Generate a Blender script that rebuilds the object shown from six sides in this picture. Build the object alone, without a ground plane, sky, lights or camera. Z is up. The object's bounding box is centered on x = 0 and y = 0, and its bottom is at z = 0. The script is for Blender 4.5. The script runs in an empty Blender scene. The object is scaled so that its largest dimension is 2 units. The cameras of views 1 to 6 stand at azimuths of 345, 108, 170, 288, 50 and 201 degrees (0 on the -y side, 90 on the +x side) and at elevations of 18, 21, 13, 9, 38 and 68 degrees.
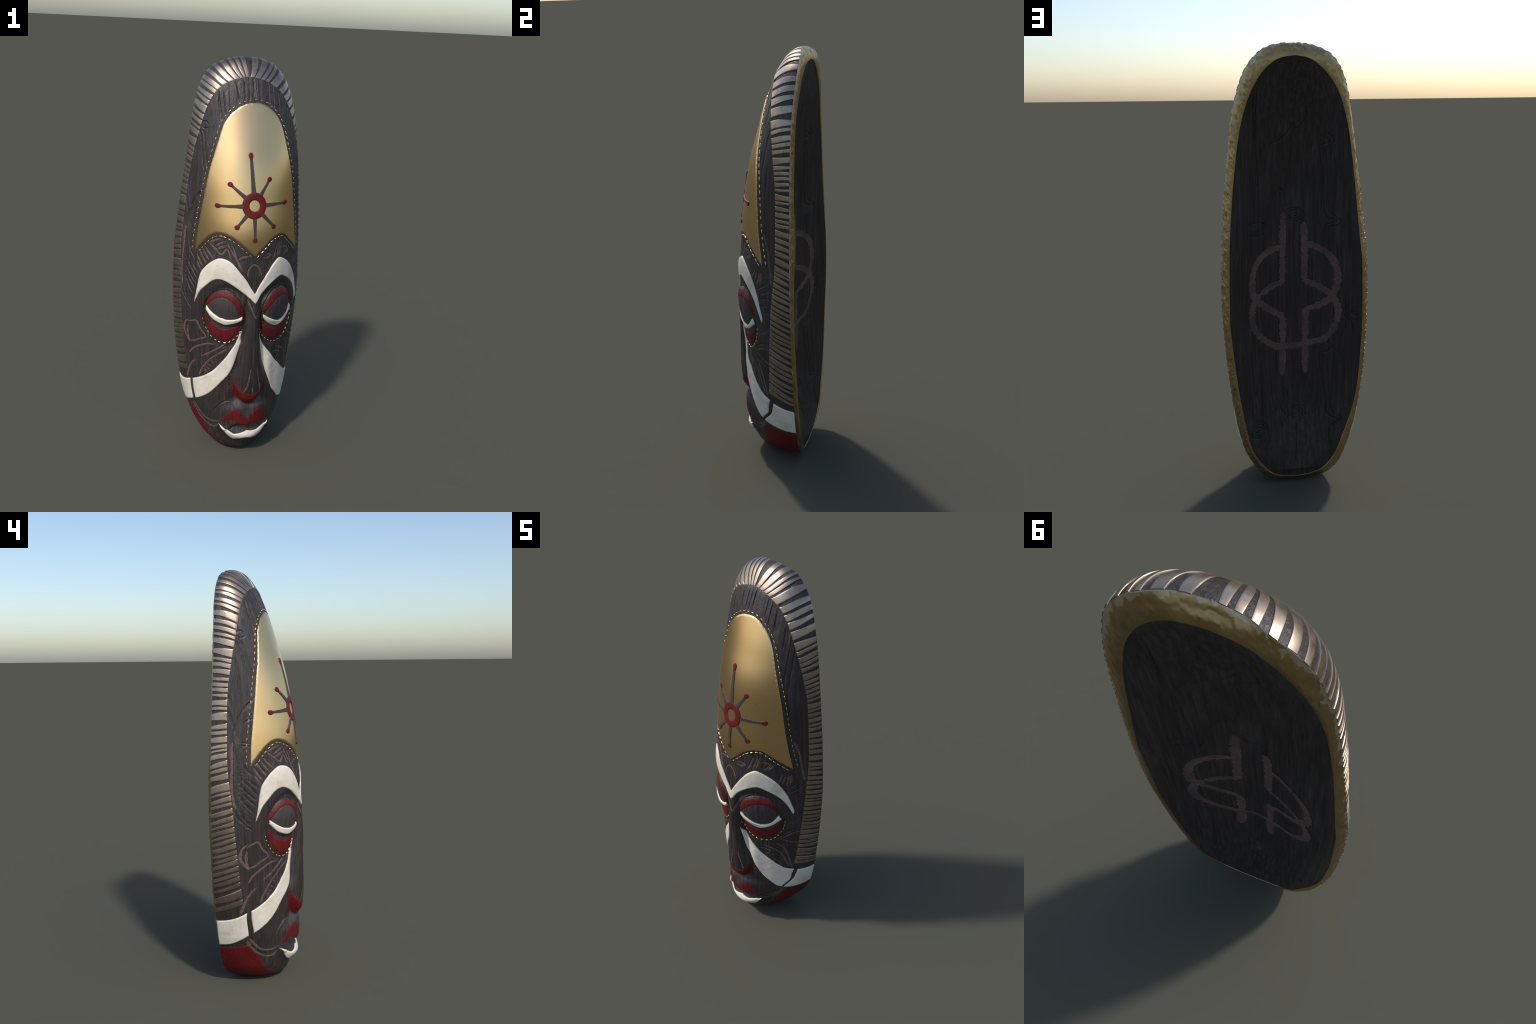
"""A tall carved ceremonial face mask: dark wooden shell, silver bands around the edge,
a gold forehead plate with a sun emblem, white and red painted features, a hollow back."""
import bpy, math
import numpy as np
from mathutils import Vector
from mathutils.geometry import delaunay_2d_cdt

rng = np.random.default_rng(7)
def pchip(xs, ys):
    """monotone cubic through control points"""
    xs=np.asarray(xs,float); ys=np.asarray(ys,float)
    h=np.diff(xs); d=np.diff(ys)/h; m=np.zeros_like(xs)
    for i in range(1,len(xs)-1):
        if d[i-1]*d[i]>0:
            w1=2*h[i]+h[i-1]; w2=h[i]+2*h[i-1]
            m[i]=(w1+w2)/(w1/d[i-1]+w2/d[i])
    m[0]=d[0]; m[-1]=d[-1]
    def f(x):
        x=np.clip(np.asarray(x,float),xs[0],xs[-1])
        i=np.clip(np.searchsorted(xs,x,side='right')-1,0,len(xs)-2)
        t=(x-xs[i])/h[i]
        return ((1+2*t)*(1-t)**2*ys[i]+t*(1-t)**2*h[i]*m[i]
                +t*t*(3-2*t)*ys[i+1]+t*t*(t-1)*h[i]*m[i+1])
    return f
def curve(*pts):
    pts=sorted(pts); return pchip([p[0] for p in pts],[p[1] for p in pts])
def sstep(a,b,x):
    t=np.clip((x-a)/(b-a),0,1); return t*t*(3-2*t)

# half-widths of the outline, by height
WR=curve((0,0.0),(.003,.05),(.010,.082),(.027,.120),(.082,.179),(.191,.240),(.334,.277),(.531,.303),(.686,.318),(.929,.330),(1.132,.324),(1.361,.308),(1.523,.293),(1.669,.275),(1.763,.255),(1.886,.213),(1.95,.165),(1.971,.138),(1.990,.09),(1.997,.05),(2.0,0))
WL=curve((0,0.0),(.003,.06),(.010,.09),(.033,.152),(.104,.210),(.203,.251),(.303,.279),(.441,.302),(.593,.320),(.889,.330),(1.08,.326),(1.236,.309),(1.374,.293),(1.509,.275),(1.647,.257),(1.783,.234),(1.884,.203),(1.953,.154),(1.983,.095),(1.995,.05),(2.0,0))
# rim (back edge of the front shell), depth of the middle line, roundness
YB=curve((0,.128),(.03,.149),(.10,.159),(.5,.161),(1.0,.162),(1.5,.162),(1.75,.166),(1.9,.174),(1.97,.174),(2.0,.158))
YC=curve((0,.06),(.004,-.035),(.014,-.078),(.03,-.100),(.06,-.116),(.10,-.126),(.18,-.134),(.30,-.136),(.45,-.138),(.60,-.140),(.72,-.148),(.80,-.156),(.88,-.166),(.95,-.166),(1.05,-.158),(1.12,-.153),(1.19,-.150),(1.25,-.142),(1.345,-.124),(1.414,-.112),(1.5,-.094),(1.571,-.074),(1.626,-.055),(1.68,-.038),(1.72,-.025),(1.785,-.003),(1.833,.013),(1.88,.032),(1.921,.058),(1.968,.092),(1.985,.112),(1.996,.135),(2.0,.152))
Q=curve((0,.42),(.08,.42),(.15,.46),(.3,.50),(.45,.56),(.64,.57),(.84,.62),(.97,.70),(1.1,.76),(1.345,.68),(1.5,.60),(1.65,.555),(1.74,.50),(1.82,.46),(1.9,.43),(2.0,.44))
def softened(f,sigma,lo,hi):
    """profile with its small kinks ironed out between two heights, so that metal reflects evenly"""
    z=np.linspace(0,2,1601); v=f(z); k=int(3*sigma/.00125); g=np.exp(-.5*(np.arange(-k,k+1)*.00125/sigma)**2); g/=g.sum()
    m=np.convolve(np.pad(v,k,mode='reflect',reflect_type='odd'),g,mode='valid')
    w=sstep(lo-.08,lo,z)*sstep(hi+.05,hi,z); m=v*(1-w)+m*w
    return lambda q: np.where(w_in(q,lo,hi),np.interp(q,z,m),f(q))
def w_in(q,lo,hi): return (np.asarray(q)>lo-.08)&(np.asarray(q)<hi+.05)
YC=softened(YC,.035,.16,1.86); Q=softened(Q,.07,.3,1.86)
XM=.018   # the face's own middle line
def base(x,z):
    z=np.clip(z,0,2); W=np.where(x>=0,WR(z),WL(z)); W=np.maximum(W,1e-6)
    r=np.clip(np.abs(x)/W,0,1)
    yb=YB(z)
    return yb-(yb-YC(z))*np.power(1-r*r,Q(z)), r
def gauss(d,s): return np.exp(-(d/s)**2)
NW=curve((.28,.072),(.36,.086),(.45,.086),(.55,.066),(.65,.052),(.75,.042),(.88,.035))     # nose half width
NH=curve((.30,.034),(.36,.044),(.44,.050),(.56,.047),(.66,.042),(.74,.036),(.82,.022),(.90,.006),(.95,0)) # nose height
def relief(x,z):
    """carved form of the face, metres towards the viewer"""
    X=np.abs(x-XM); d=np.zeros(np.broadcast(x,z).shape)
    # nose: flat topped ridge, its lower end rounded off in a U
    t=np.clip(X/NW(z),0,1.6)
    ridge=NH(z)*np.clip(1-t**2.6,0,1)**.75
    zend=.322+.11*np.clip(X/.086,0,1)**2.2
    ridge=ridge*sstep(-.012,.035,z-zend)**.6
    d=d+ridge*(z<.97)
    # groove along the nose wings
    d=d-.004*gauss(X-NW(z)*1.06,.014)*sstep(.40,.47,z)*sstep(.80,.66,z)
    d=d+.010*gauss(X-.100,.028)*sstep(.32,.40,z)*sstep(.66,.5,z)
    # mouth block: upper lip with two peaks, gap, lower lip
    lipspan=np.clip(1-(X/.150)**2.2,0,1)
    zz=z+.045*(X/.13)**2-.010*gauss(X-.06,.03)
    up=.029*sstep(.352,.285,zz)*sstep(.176,.204,zz)
    d=d+up*lipspan
    d=d-.010*gauss(X,.020)*gauss(z-.295,.035)                     # philtrum
    d=d-.004*gauss(z-(.188-.0*X),.013)*np.clip(1-(X/.13)**2,0,1)     # mouth gap
    d=d+.026*gauss(z-(.124+.045*(X/.13)**2),.030)*np.clip(1-(X/.145)**2.2,0,1)
    d=d-.003*gauss(z-.070,.015)*gauss(X,.09)
    # brow ridge and eye
    ex=(X-.125)
    d=d+.009*gauss(z-(1.04-2.4*np.clip(ex,-.2,.2)**2),.060)*gauss(ex,.10)
    er=np.sqrt((ex/.098)**2+((z-.79)/.150)**2)
    d=d-(.005+.003*sstep(.88,.93,z))*gauss(er-1.02,.11)                                   # trough around the eye
    lid=np.clip(1-(ex/.090)**2-((z-.826)/.096)**2,0,1)
    d=d+.019*lid**.7*sstep(.735,.765,z-.3*ex**2/.1)
    low=np.clip(1-(ex/.085)**2-((z-.70)/.070)**2,0,1)
    d=d+.006*low
    return d
def face_y(x,z):
    b,r=base(x,z)
    return b-relief(x,z)*sstep(1.0,.86,r)
PR=curve((.03,0),(.045,.09),(.09,.145),(.19,.208),(.29,.232),(.4,.252),(.53,.270),(.68,.286),(.82,.296),(1.13,.291),(1.33,.277),(1.46,.263),(1.6,.244),(1.73,.214),(1.84,.166),(1.915,.102),(1.94,.05),(1.947,0))
PL=curve((.03,0),(.036,.055),(.06,.125),(.24,.224),(.344,.260),(.48,.288),(.61,.298),(.78,.305),(1.06,.301),(1.168,.289),(1.355,.270),(1.5,.254),(1.65,.232),(1.78,.196),(1.85,.157),(1.906,.105),(1.94,.045),(1.947,0))
def panel_y(x,z):
    W=np.maximum(np.where(x>=0,PR(z),PL(z)),1e-4); r=np.clip(np.abs(x)/W,0,1)
    top=np.clip((z-1.3)/(1.947-1.3),0,1); bot=np.clip((.7-z)/(.7-.07),0,1)
    edge=.170-.016*np.clip((.15-z)/.15,0,1)+.011*np.clip((z-1.7)/.247,0,1)
    return edge-.098*(1-r**1.3)*(1-top**2.0)*(1-bot**3.0)+np.where(x<0,.012*gauss(z-.95,.28)*gauss(r-.95,.16),.012*gauss(z-1.2,.15)*gauss(r-.88,.16))

# ------------------------------------------------------------------ noise
def hash2(i, j, k=0):
    n = (i.astype(np.int64)*374761393 + j.astype(np.int64)*668265263 + k*1442695041) & 0x7fffffff
    n = ((n ^ (n >> 13))*1274126177) & 0x7fffffff
    return ((n ^ (n >> 16)) & 0xffff)/65535.0
def vnoise(a, b, k=0):
    a, b = np.broadcast_arrays(np.asarray(a, float), np.asarray(b, float))
    i = np.floor(a); j = np.floor(b); f = a-i; g = b-j
    f = f*f*(3-2*f); g = g*g*(3-2*g); i = i.astype(np.int64); j = j.astype(np.int64)
    return ((hash2(i, j, k)*(1-f)+hash2(i+1, j, k)*f)*(1-g)
            + (hash2(i, j+1, k)*(1-f)+hash2(i+1, j+1, k)*f)*g)

def smooth_line(pts, step=.004):
    """Catmull-Rom through control points, resampled evenly"""
    p = np.array(pts, float)
    if len(p) == 2:
        q = p
    else:
        e = np.vstack([2*p[0]-p[1], p, 2*p[-1]-p[-2]]); q = []
        t = np.linspace(0, 1, 13)[:-1, None]
        for a, b, c, d in zip(e[:-3], e[1:-2], e[2:-1], e[3:]):
            q.append(.5*(2*b+(c-a)*t+(2*a-5*b+4*c-d)*t*t+(3*b-a-3*c+d)*t**3))
        q = np.vstack(q+[p[-1:]])
    s = np.r_[0, np.cumsum(np.hypot(*np.diff(q, axis=0).T))]
    n = max(2, int(round(s[-1]/step))+1); u = np.linspace(0, s[-1], n)
    return np.c_[np.interp(u, s, q[:, 0]), np.interp(u, s, q[:, 1])]

# ------------------------------------------------------------------ carved lines (x, z)
FOREHEAD_CUTS = [  # pale fresh cuts between the plate and the brows
 [(-.240,1.087),(-.215,1.028)], [(-.229,1.109),(-.202,1.049)], [(-.216,1.120),(-.189,1.066)],
 [(-.206,1.132),(-.171,1.078)], [(-.240,1.052),(-.223,1.012)],
 [(-.190,1.156),(-.168,1.172),(-.141,1.184)], [(-.167,1.142),(-.145,1.160),(-.117,1.177)],
 [(-.161,1.128),(-.137,1.144),(-.114,1.158)],
 [(-.190,1.156),(-.163,1.132),(-.137,1.110),(-.114,1.137),(-.095,1.086)],
 [(-.115,1.171),(-.095,1.131),(-.075,1.095),(-.051,1.043)],
 [(-.091,1.155),(-.067,1.088),(-.042,1.034)], [(-.061,1.088),(-.050,1.102),(-.012,1.108)],
 [(-.018,1.004),(-.015,1.041),(.007,1.066),(.034,1.053),(.054,1.006)],
 [(.136,1.160),(.115,1.087)], [(.151,1.163),(.134,1.096)], [(.160,1.162),(.146,1.094)],
 [(.064,1.113),(.098,1.110),(.076,1.095),(.054,1.101)],
 [(.158,1.129),(.178,1.133),(.197,1.117),(.176,1.088)], [(.176,1.088),(.198,1.102),(.216,1.122)],
 [(.239,1.065),(.230,1.018)], [(.249,1.058),(.241,1.011)], [(.257,1.057),(.254,.998)],
 [(.263,1.060),(.265,1.005)],
]
TEMPLE_CUTS = [
 [(.262,1.246),(.278,1.173),(.286,1.093),(.297,1.013)],
 [(-.281,1.208),(-.292,1.086),(-.299,.984),(-.297,.902)],
]
CHEEK_CUTS = [
 [(-.272,.718),(-.257,.733),(-.238,.739),(-.222,.705),(-.197,.667),(-.224,.645),(-.262,.618),(-.272,.658),(-.273,.702)],
 [(-.270,.734),(-.284,.710),(-.287,.668),(-.274,.631),(-.262,.607)],
 [(-.262,.545),(-.250,.578),(-.219,.611),(-.184,.632),(-.159,.632)],
 [(-.214,.551),(-.178,.582),(-.138,.618),(-.097,.649)],
 [(-.218,.439),(-.211,.474),(-.192,.517),(-.161,.561),(-.129,.592),(-.095,.618)],
 [(-.268,.389),(-.261,.452),(-.251,.493),(-.236,.520)],
 [(-.182,.517),(-.165,.503)], [(-.192,.499),(-.171,.486)], [(-.201,.483),(-.182,.470)], [(-.171,.539),(-.156,.529)],
 [(.156,.601),(.191,.582),(.215,.559),(.232,.517),(.245,.429)],
 [(.212,.619),(.236,.587),(.247,.523),(.252,.420)],
 [(.230,.647),(.261,.678),(.279,.689),(.290,.683),(.294,.663),(.290,.603),(.261,.625),(.230,.647)],
 [(.189,.555),(.168,.528)], [(.203,.536),(.183,.518)], [(.208,.509),(.191,.470)], [(.222,.468),(.220,.446)],
 [(.141,.573),(.171,.570),(.193,.555)],
]
NOSE_CUTS = [
 [(-.016,.893),(-.000,.860),(.017,.820),(.029,.798),(.040,.825),(.058,.873),(.078,.915)],
 [(.015,.532),(.008,.479),(-.003,.428),(-.018,.394)], [(.049,.525),(.058,.465),(.072,.400)],
 [(.025,.425),(.030,.391)],
]
JAW_CUTS = [
 [(-.234,.261),(-.217,.229),(-.191,.196),(-.158,.185),(-.122,.193)],
 [(-.237,.249),(-.214,.200),(-.177,.159),(-.144,.152),(-.124,.172)],
 [(.222,.262),(.186,.214),(.150,.198)], [(.214,.238),(.175,.188),(.141,.182)],
]
def eye_loop(cx, cz, a, b):
    return [(cx+a*math.cos(q), cz+b*math.sin(q)) for q in np.linspace(-.9, 4.0, 19)]
DARK_CUTS = [  # deep splits and gouges without pale wood
 [(.286,1.015),(.257,.973)], [(.296,.985),(.265,.950)], [(.294,.950),(.268,.928)], [(.301,.919),(.274,.899)],
 [(.306,.884),(.278,.865)], [(.303,.891),(.301,.824),(.293,.805),(.281,.774),(.252,.751)],
 [(-.277,1.051),(-.264,1.016),(-.235,.955)], [(-.281,1.010),(-.264,.971),(-.241,.933)],
 [(-.277,.972),(-.262,.938),(-.244,.906)], [(-.286,.965),(-.271,.914),(-.251,.874)],
 [(-.303,.913),(-.294,.863),(-.276,.823),(-.258,.795)], [(-.261,1.037),(-.230,.988)],
 [(-.295,.941),(-.282,.861),(-.266,.821)],
 [(-.145,.250),(-.129,.285),(-.100,.315),(-.070,.323)],
 [(.214,.649),(.265,.703),(.296,.694)], [(.215,.620),(.259,.597),(.287,.583)],
 [(-.220,1.686),(-.211,1.703),(-.198,1.708),(-.186,1.694)], [(-.218,1.690),(-.206,1.677),(-.190,1.682),(-.186,1.690)],
 [(-.225,1.669),(-.219,1.649),(-.215,1.605),(-.214,1.545),(-.209,1.484)],
 [(-.216,1.671),(-.205,1.653),(-.203,1.593),(-.195,1.496)],
 [(-.141,1.847),(-.140,1.787),(-.134,1.738)],
 [(-.269,1.429),(-.267,1.376),(-.263,1.308),(-.261,1.287)], [(-.278,1.365),(-.271,1.264)],
 [(-.201,1.414),(-.235,1.363),(-.254,1.319),(-.263,1.284),(-.275,1.240)],
 [(-.219,1.313),(-.239,1.302),(-.247,1.287)], [(-.269,1.207),(-.238,1.198)], [(-.270,1.191),(-.241,1.186)],
 eye_loop(-.116, .790, .093, .141), eye_loop(.152, .788, .091, .144),
 [(-.262,1.20),(-.270,1.14),(-.262,1.09),(-.245,1.05)],
]
SPLITS = [  # straight drying cracks over the crown and the temples
 [(-.141,1.825),(-.128,1.722)], [(-.121,1.850),(-.113,1.735)], [(-.065,1.895),(-.047,1.800)],
 [(-.023,1.904),(-.022,1.809)], [(-.002,1.905),(-.001,1.809)], [(.019,1.905),(.019,1.817)],
 [(.092,1.895),(.096,1.79)], [(.116,1.882),(.117,1.766)], [(.141,1.853),(.149,1.757)],
 [(.214,1.763),(.217,1.686),(.218,1.565)], [(.234,1.729),(.233,1.626),(.234,1.5)],
 [(.189,1.796),(.195,1.686)], [(.253,1.55),(.258,1.40),(.268,1.28)], [(.235,1.48),(.248,1.33)],
 [(.215,1.60),(.226,1.46)], [(-.235,1.60),(-.238,1.50),(-.250,1.40)],
 [(-.245,.70),(-.235,.62)],[(.05,.66),(.055,.55)],[(-.01,.72),(-.015,.60)],[(.035,.76),(.03,.64)],
]
PALE_CUTS = FOREHEAD_CUTS+TEMPLE_CUTS+CHEEK_CUTS+NOSE_CUTS+JAW_CUTS

def groove_depth(x, z, lines, width, depth, wob=0, bank=.22):
    """depth of a set of V-grooves at points (x, z)"""
    out = np.zeros(x.shape)
    for k, ln in enumerate(lines):
        p = smooth_line(ln, .006); m = width*2.2
        sel = np.where((x > p[:, 0].min()-m) & (x < p[:, 0].max()+m) & (z > p[:, 1].min()-m) & (z < p[:, 1].max()+m))
        if not len(sel[0]):
            continue
        X, Z = x[sel], z[sel]; best = np.full(X.shape, 9.); at = np.zeros(X.shape); n = len(p)-1
        for i, ((ax, az), (bx, bz)) in enumerate(zip(p[:-1], p[1:])):
            dx, dz = bx-ax, bz-az; L = dx*dx+dz*dz+1e-12
            t = np.clip(((X-ax)*dx+(Z-az)*dz)/L, 0, 1)
            e = (X-ax-t*dx)**2+(Z-az-t*dz)**2; at = np.where(e < best, i+t, at); best = np.minimum(best, e)
        best = np.sqrt(best); tp = np.clip(np.minimum(at, n-at)*.006/.022, .12, 1)**.7
        w = width*(.6+.4*tp)*(.75+.5*vnoise(X*90, Z*90, k) if wob else 1)
        d = depth*tp*np.clip(1-(best/w)**2, 0, 1)-bank*depth*np.exp(-((best-w*1.45)/(w*.4))**2)
        cur = out[sel]; out[sel] = np.where(np.abs(d) > np.abs(cur), d, cur)
    return out

def grain(x, z):
    """shallow vertical grain of the hand-planed wood, metres inwards"""
    a = vnoise(x*70+2*vnoise(x*9, z*5), z*2.3, 1); b = vnoise(x*150, z*5, 2); c = vnoise(x*40, z*14, 3)
    return .0023*np.clip((a-.45)*2, 0, 1)**1.5+.0014*np.clip((b-.5)*2, 0, 1)+.0010*c

def pits(x, z):
    """rough chiselled places: nose wings, inner eye corners, temples"""
    X = np.abs(x-XM)
    m = gauss(X-NW(z)*1.12, .012)*sstep(.36, .42, z)*sstep(.72, .6, z)
    m = m+gauss(X-.052, .014)*gauss(z-.80, .07)+.9*gauss(X-.115, .05)*gauss(z-.165, .022)
    m = m+.6*gauss(np.abs(x)-.277, .02)*sstep(1.16, 1.06, z)*sstep(.72, .82, z)
    n = np.clip(vnoise(x*210, z*150, 5)*1.5-.5, 0, 1)+.5*np.clip(vnoise(x*330, z*260, 6)*2-1, 0, 1)
    return .0038*np.clip(m, 0, 1)*n

def carve(x, z):
    x = np.asarray(x, float); z = np.asarray(z, float)
    return (grain(x, z)+pits(x, z)+groove_depth(x, z, PALE_CUTS, .0055, .0030, 1)
            + groove_depth(x, z, DARK_CUTS, .0046, .0048, 1, .12)+groove_depth(x, z, SPLITS, .0030, .0045, 1, 0.))

# ------------------------------------------------------------------ surface frames
def width(x, z):
    return np.maximum(np.where(x >= 0, WR(z), WL(z)), 1e-5)
def to_u(x, z):
    return 2/np.pi*np.arcsin(np.clip(x/width(x, z), -.999998, .999998))
def from_u(u, z):
    x = width(u, z)*np.sin(np.pi/2*u); return x
def point_uz(u, z):
    x = from_u(u, z); return np.stack([x, face_y(x, z), np.broadcast_to(z, x.shape)], -1)
def frame(fn, a, b, ea, eb):
    """position and outward normal of a parametric surface, by central differences"""
    P = fn(a, b); A = fn(a+ea, b)-fn(a-ea, b); B = fn(a, b+eb)-fn(a, b-eb)
    N = np.cross(A, B); N /= np.maximum(np.linalg.norm(N, axis=-1, keepdims=True), 1e-12)
    return P, N
def front_frame(u, z):
    P, N = frame(point_uz, np.clip(u, -.996, .996), z, 2e-3, 1e-3)
    P = point_uz(u, z)
    N = N*np.where(N[..., 1:2] > 0, -1, 1)
    return P, N

MEDIAL = .90
def row_xz(zi, rho, side):
    """rows of the shell: start on the outline at height zi, bend towards the middle"""
    W = np.where(side > 0, WR(zi), WL(zi)); zm = 1+(zi-1)*MEDIAL
    return side*W*rho, zi+(zm-zi)*(1-rho*rho)
def outline_table(WF, lo, hi):
    t = (1-np.cos(np.linspace(0, np.pi, 4001)))/2; z = lo+(hi-lo)*t
    s = np.r_[0, np.cumsum(np.hypot(np.diff(WF(z)), np.diff(z)))]; return s, z
S_OUT, Z_OUT = outline_table(lambda z: (WR(z)+WL(z))/2, 0, 2)

# ------------------------------------------------------------------ materials
def material(name, build, **principled):
    m = bpy.data.materials.new(name); m.use_nodes = True
    nt = m.node_tree; bsdf = nt.nodes['Principled BSDF']
    for k, v in principled.items():
        bsdf.inputs[k.replace('_', ' ')].default_value = v
    if build:
        build(nt, bsdf)
    return m
class Nodes:
    def __init__(self, nt): self.nt = nt
    def add(self, t, **kw):
        n = self.nt.nodes.new(t)
        for k, v in kw.items(): setattr(n, k, v)
        return n
    def link(self, a, b): self.nt.links.new(a, b)
    def coords(self, scale):
        c = self.add('ShaderNodeTexCoord'); m = self.add('ShaderNodeMapping'); m.inputs['Scale'].default_value = scale
        self.link(c.outputs['Object'], m.inputs['Vector']); return m.outputs['Vector']
    def noise(self, scale, s=1., detail=4., rough=.55, dist=0.):
        n = self.add('ShaderNodeTexNoise'); n.inputs['Scale'].default_value = s; n.inputs['Detail'].default_value = detail
        n.inputs['Roughness'].default_value = rough; n.inputs['Distortion'].default_value = dist
        self.link(self.coords(scale), n.inputs['Vector']); return n.outputs['Fac']
    def ramp(self, fac, *stops):
        r = self.add('ShaderNodeValToRGB'); e = r.color_ramp.elements
        while len(e) < len(stops): e.new(.5)
        for el, (p, c) in zip(e, stops):
            el.position = p; el.color = (*c, 1) if len(c) == 3 else c
        self.link(fac, r.inputs['Fac']); return r.outputs['Color']
    def mix(self, fac, a, b, mode='MIX'):
        n = self.add('ShaderNodeMix', data_type='RGBA', blend_type=mode)
        for s, v in ((n.inputs['Factor'], fac), (n.inputs[6], a), (n.inputs[7], b)):
            if isinstance(v, (int, float)): s.default_value = v
            elif isinstance(v, tuple): s.default_value = (*v, 1)
            else: self.link(v, s)
        return n.outputs[2]
    def bump(self, h, bsdf, strength, dist, prev=None):
        b = self.add('ShaderNodeBump'); b.inputs['Strength'].default_value = strength; b.inputs['Distance'].default_value = dist
        self.link(h, b.inputs['Height'])
        if prev: self.link(prev, b.inputs['Normal'])
        self.link(b.outputs['Normal'], bsdf.inputs['Normal']); return b.outputs['Normal']
def g3(v): return (v, v, v)

def wood_nodes(dark, mid, light, bumpy=.8):
    def build(nt, bsdf):
        N = Nodes(nt)
        streak = N.noise((85, 85, 3.2), 1, 5, .6, .4); patch = N.noise((7, 7, 4), 1, 3, .5); fine = N.noise((260, 260, 14), 1, 3, .6)
        col = N.ramp(streak, (.25, dark), (.52, mid), (.8, light))
        col = N.mix(N.ramp(patch, (.35, g3(0)), (.75, g3(.55))), col, tuple(.8*d+.2*m for d, m in zip(dark, mid)))
        col = N.mix(.5, col, N.ramp(fine, (.3, g3(.45)), (.7, g3(1.35))), 'MULTIPLY')
        N.link(col, bsdf.inputs['Base Color'])
        N.link(N.ramp(streak, (.2, g3(.58)), (.8, g3(.36))), bsdf.inputs['Roughness'])
        b = N.bump(streak, bsdf, bumpy, .0040)
        N.bump(fine, bsdf, bumpy*.8, .0012, b)
    return build
def paint_nodes(col_a, col_b, rough=.5):
    def build(nt, bsdf):
        N = Nodes(nt); streak = N.noise((110, 110, 7), 1, 4, .6, .2); big = N.noise((16, 16, 16), 1, 3)
        col = N.mix(N.ramp(streak, (.3, g3(0)), (.75, g3(1))), col_a, col_b)
        N.link(N.mix(N.ramp(big, (.4, g3(0)), (.8, g3(.35))), col, tuple(.6*c for c in col_a)), bsdf.inputs['Base Color'])
        bsdf.inputs['Roughness'].default_value = rough
        N.bump(streak, bsdf, .7, .0025)
    return build
def white_nodes(nt, bsdf):
    N = Nodes(nt); big = N.noise((14, 14, 14), 1, 4, .6); spot = N.noise((75, 75, 60), 1, 3, .6, .6); fine = N.noise((170, 170, 120), 1, 3)
    col = N.ramp(big, (.35, (.72, .655, .555)), (.6, (.65, .575, .465)), (.8, (.52, .43, .32)))
    col = N.mix(N.ramp(spot, (.58, g3(0)), (.74, g3(.55))), col, (.40, .27, .16))
    N.link(col, bsdf.inputs['Base Color']); bsdf.inputs['Roughness'].default_value = .42
    N.bump(fine, bsdf, .18, .0015)
def gold_nodes(nt, bsdf):
    N = Nodes(nt); fine = N.noise((420, 420, 420), 1, 2); wear = N.noise((9, 9, 6), 1, 3)
    N.link(N.mix(N.ramp(wear, (.35, g3(0)), (.75, g3(.6))), (.86, .585, .285), (.81, .54, .25)), bsdf.inputs['Base Color'])
    N.link(N.ramp(wear, (.3, g3(.27)), (.75, g3(.32))), bsdf.inputs['Roughness'])
    N.bump(fine, bsdf, .05, .0006)
def silver_nodes(nt, bsdf):
    N = Nodes(nt); fine = N.noise((300, 300, 300), 1, 2); wear = N.noise((22, 22, 22), 1, 4, .6); tarnish = N.noise((45, 45, 45), 1, 3)
    col = N.ramp(wear, (.3, (.48, .38, .30)), (.6, (.41, .322, .252)), (.85, (.34, .26, .185)))
    col = N.mix(N.ramp(tarnish, (.5, g3(0)), (.72, g3(.5))), col, (.27, .19, .12))
    N.link(col, bsdf.inputs['Base Color'])
    N.link(N.ramp(tarnish, (.35, g3(.32)), (.7, g3(.48))), bsdf.inputs['Roughness'])
    N.bump(fine, bsdf, .06, .0008)
def rim_nodes(nt, bsdf):
    N = Nodes(nt); big = N.noise((18, 18, 12), 1, 4, .6, .3); chip = N.noise((38, 38, 24), 1, 4, .55, .8); fine = N.noise((150, 150, 150), 1, 3)
    col = N.ramp(big, (.3, (.40, .262, .112)), (.6, (.47, .32, .148)), (.85, (.54, .385, .20)))
    col = N.mix(N.ramp(chip, (.60, g3(0)), (.70, g3(.5))), col, (.40, .27, .12))
    N.link(col, bsdf.inputs['Base Color'])
    N.link(N.ramp(chip, (.4, g3(.36)), (.7, g3(.5))), bsdf.inputs['Roughness'])
    b = N.bump(chip, bsdf, .12, .004); N.bump(fine, bsdf, .2, .001, b)

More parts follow.
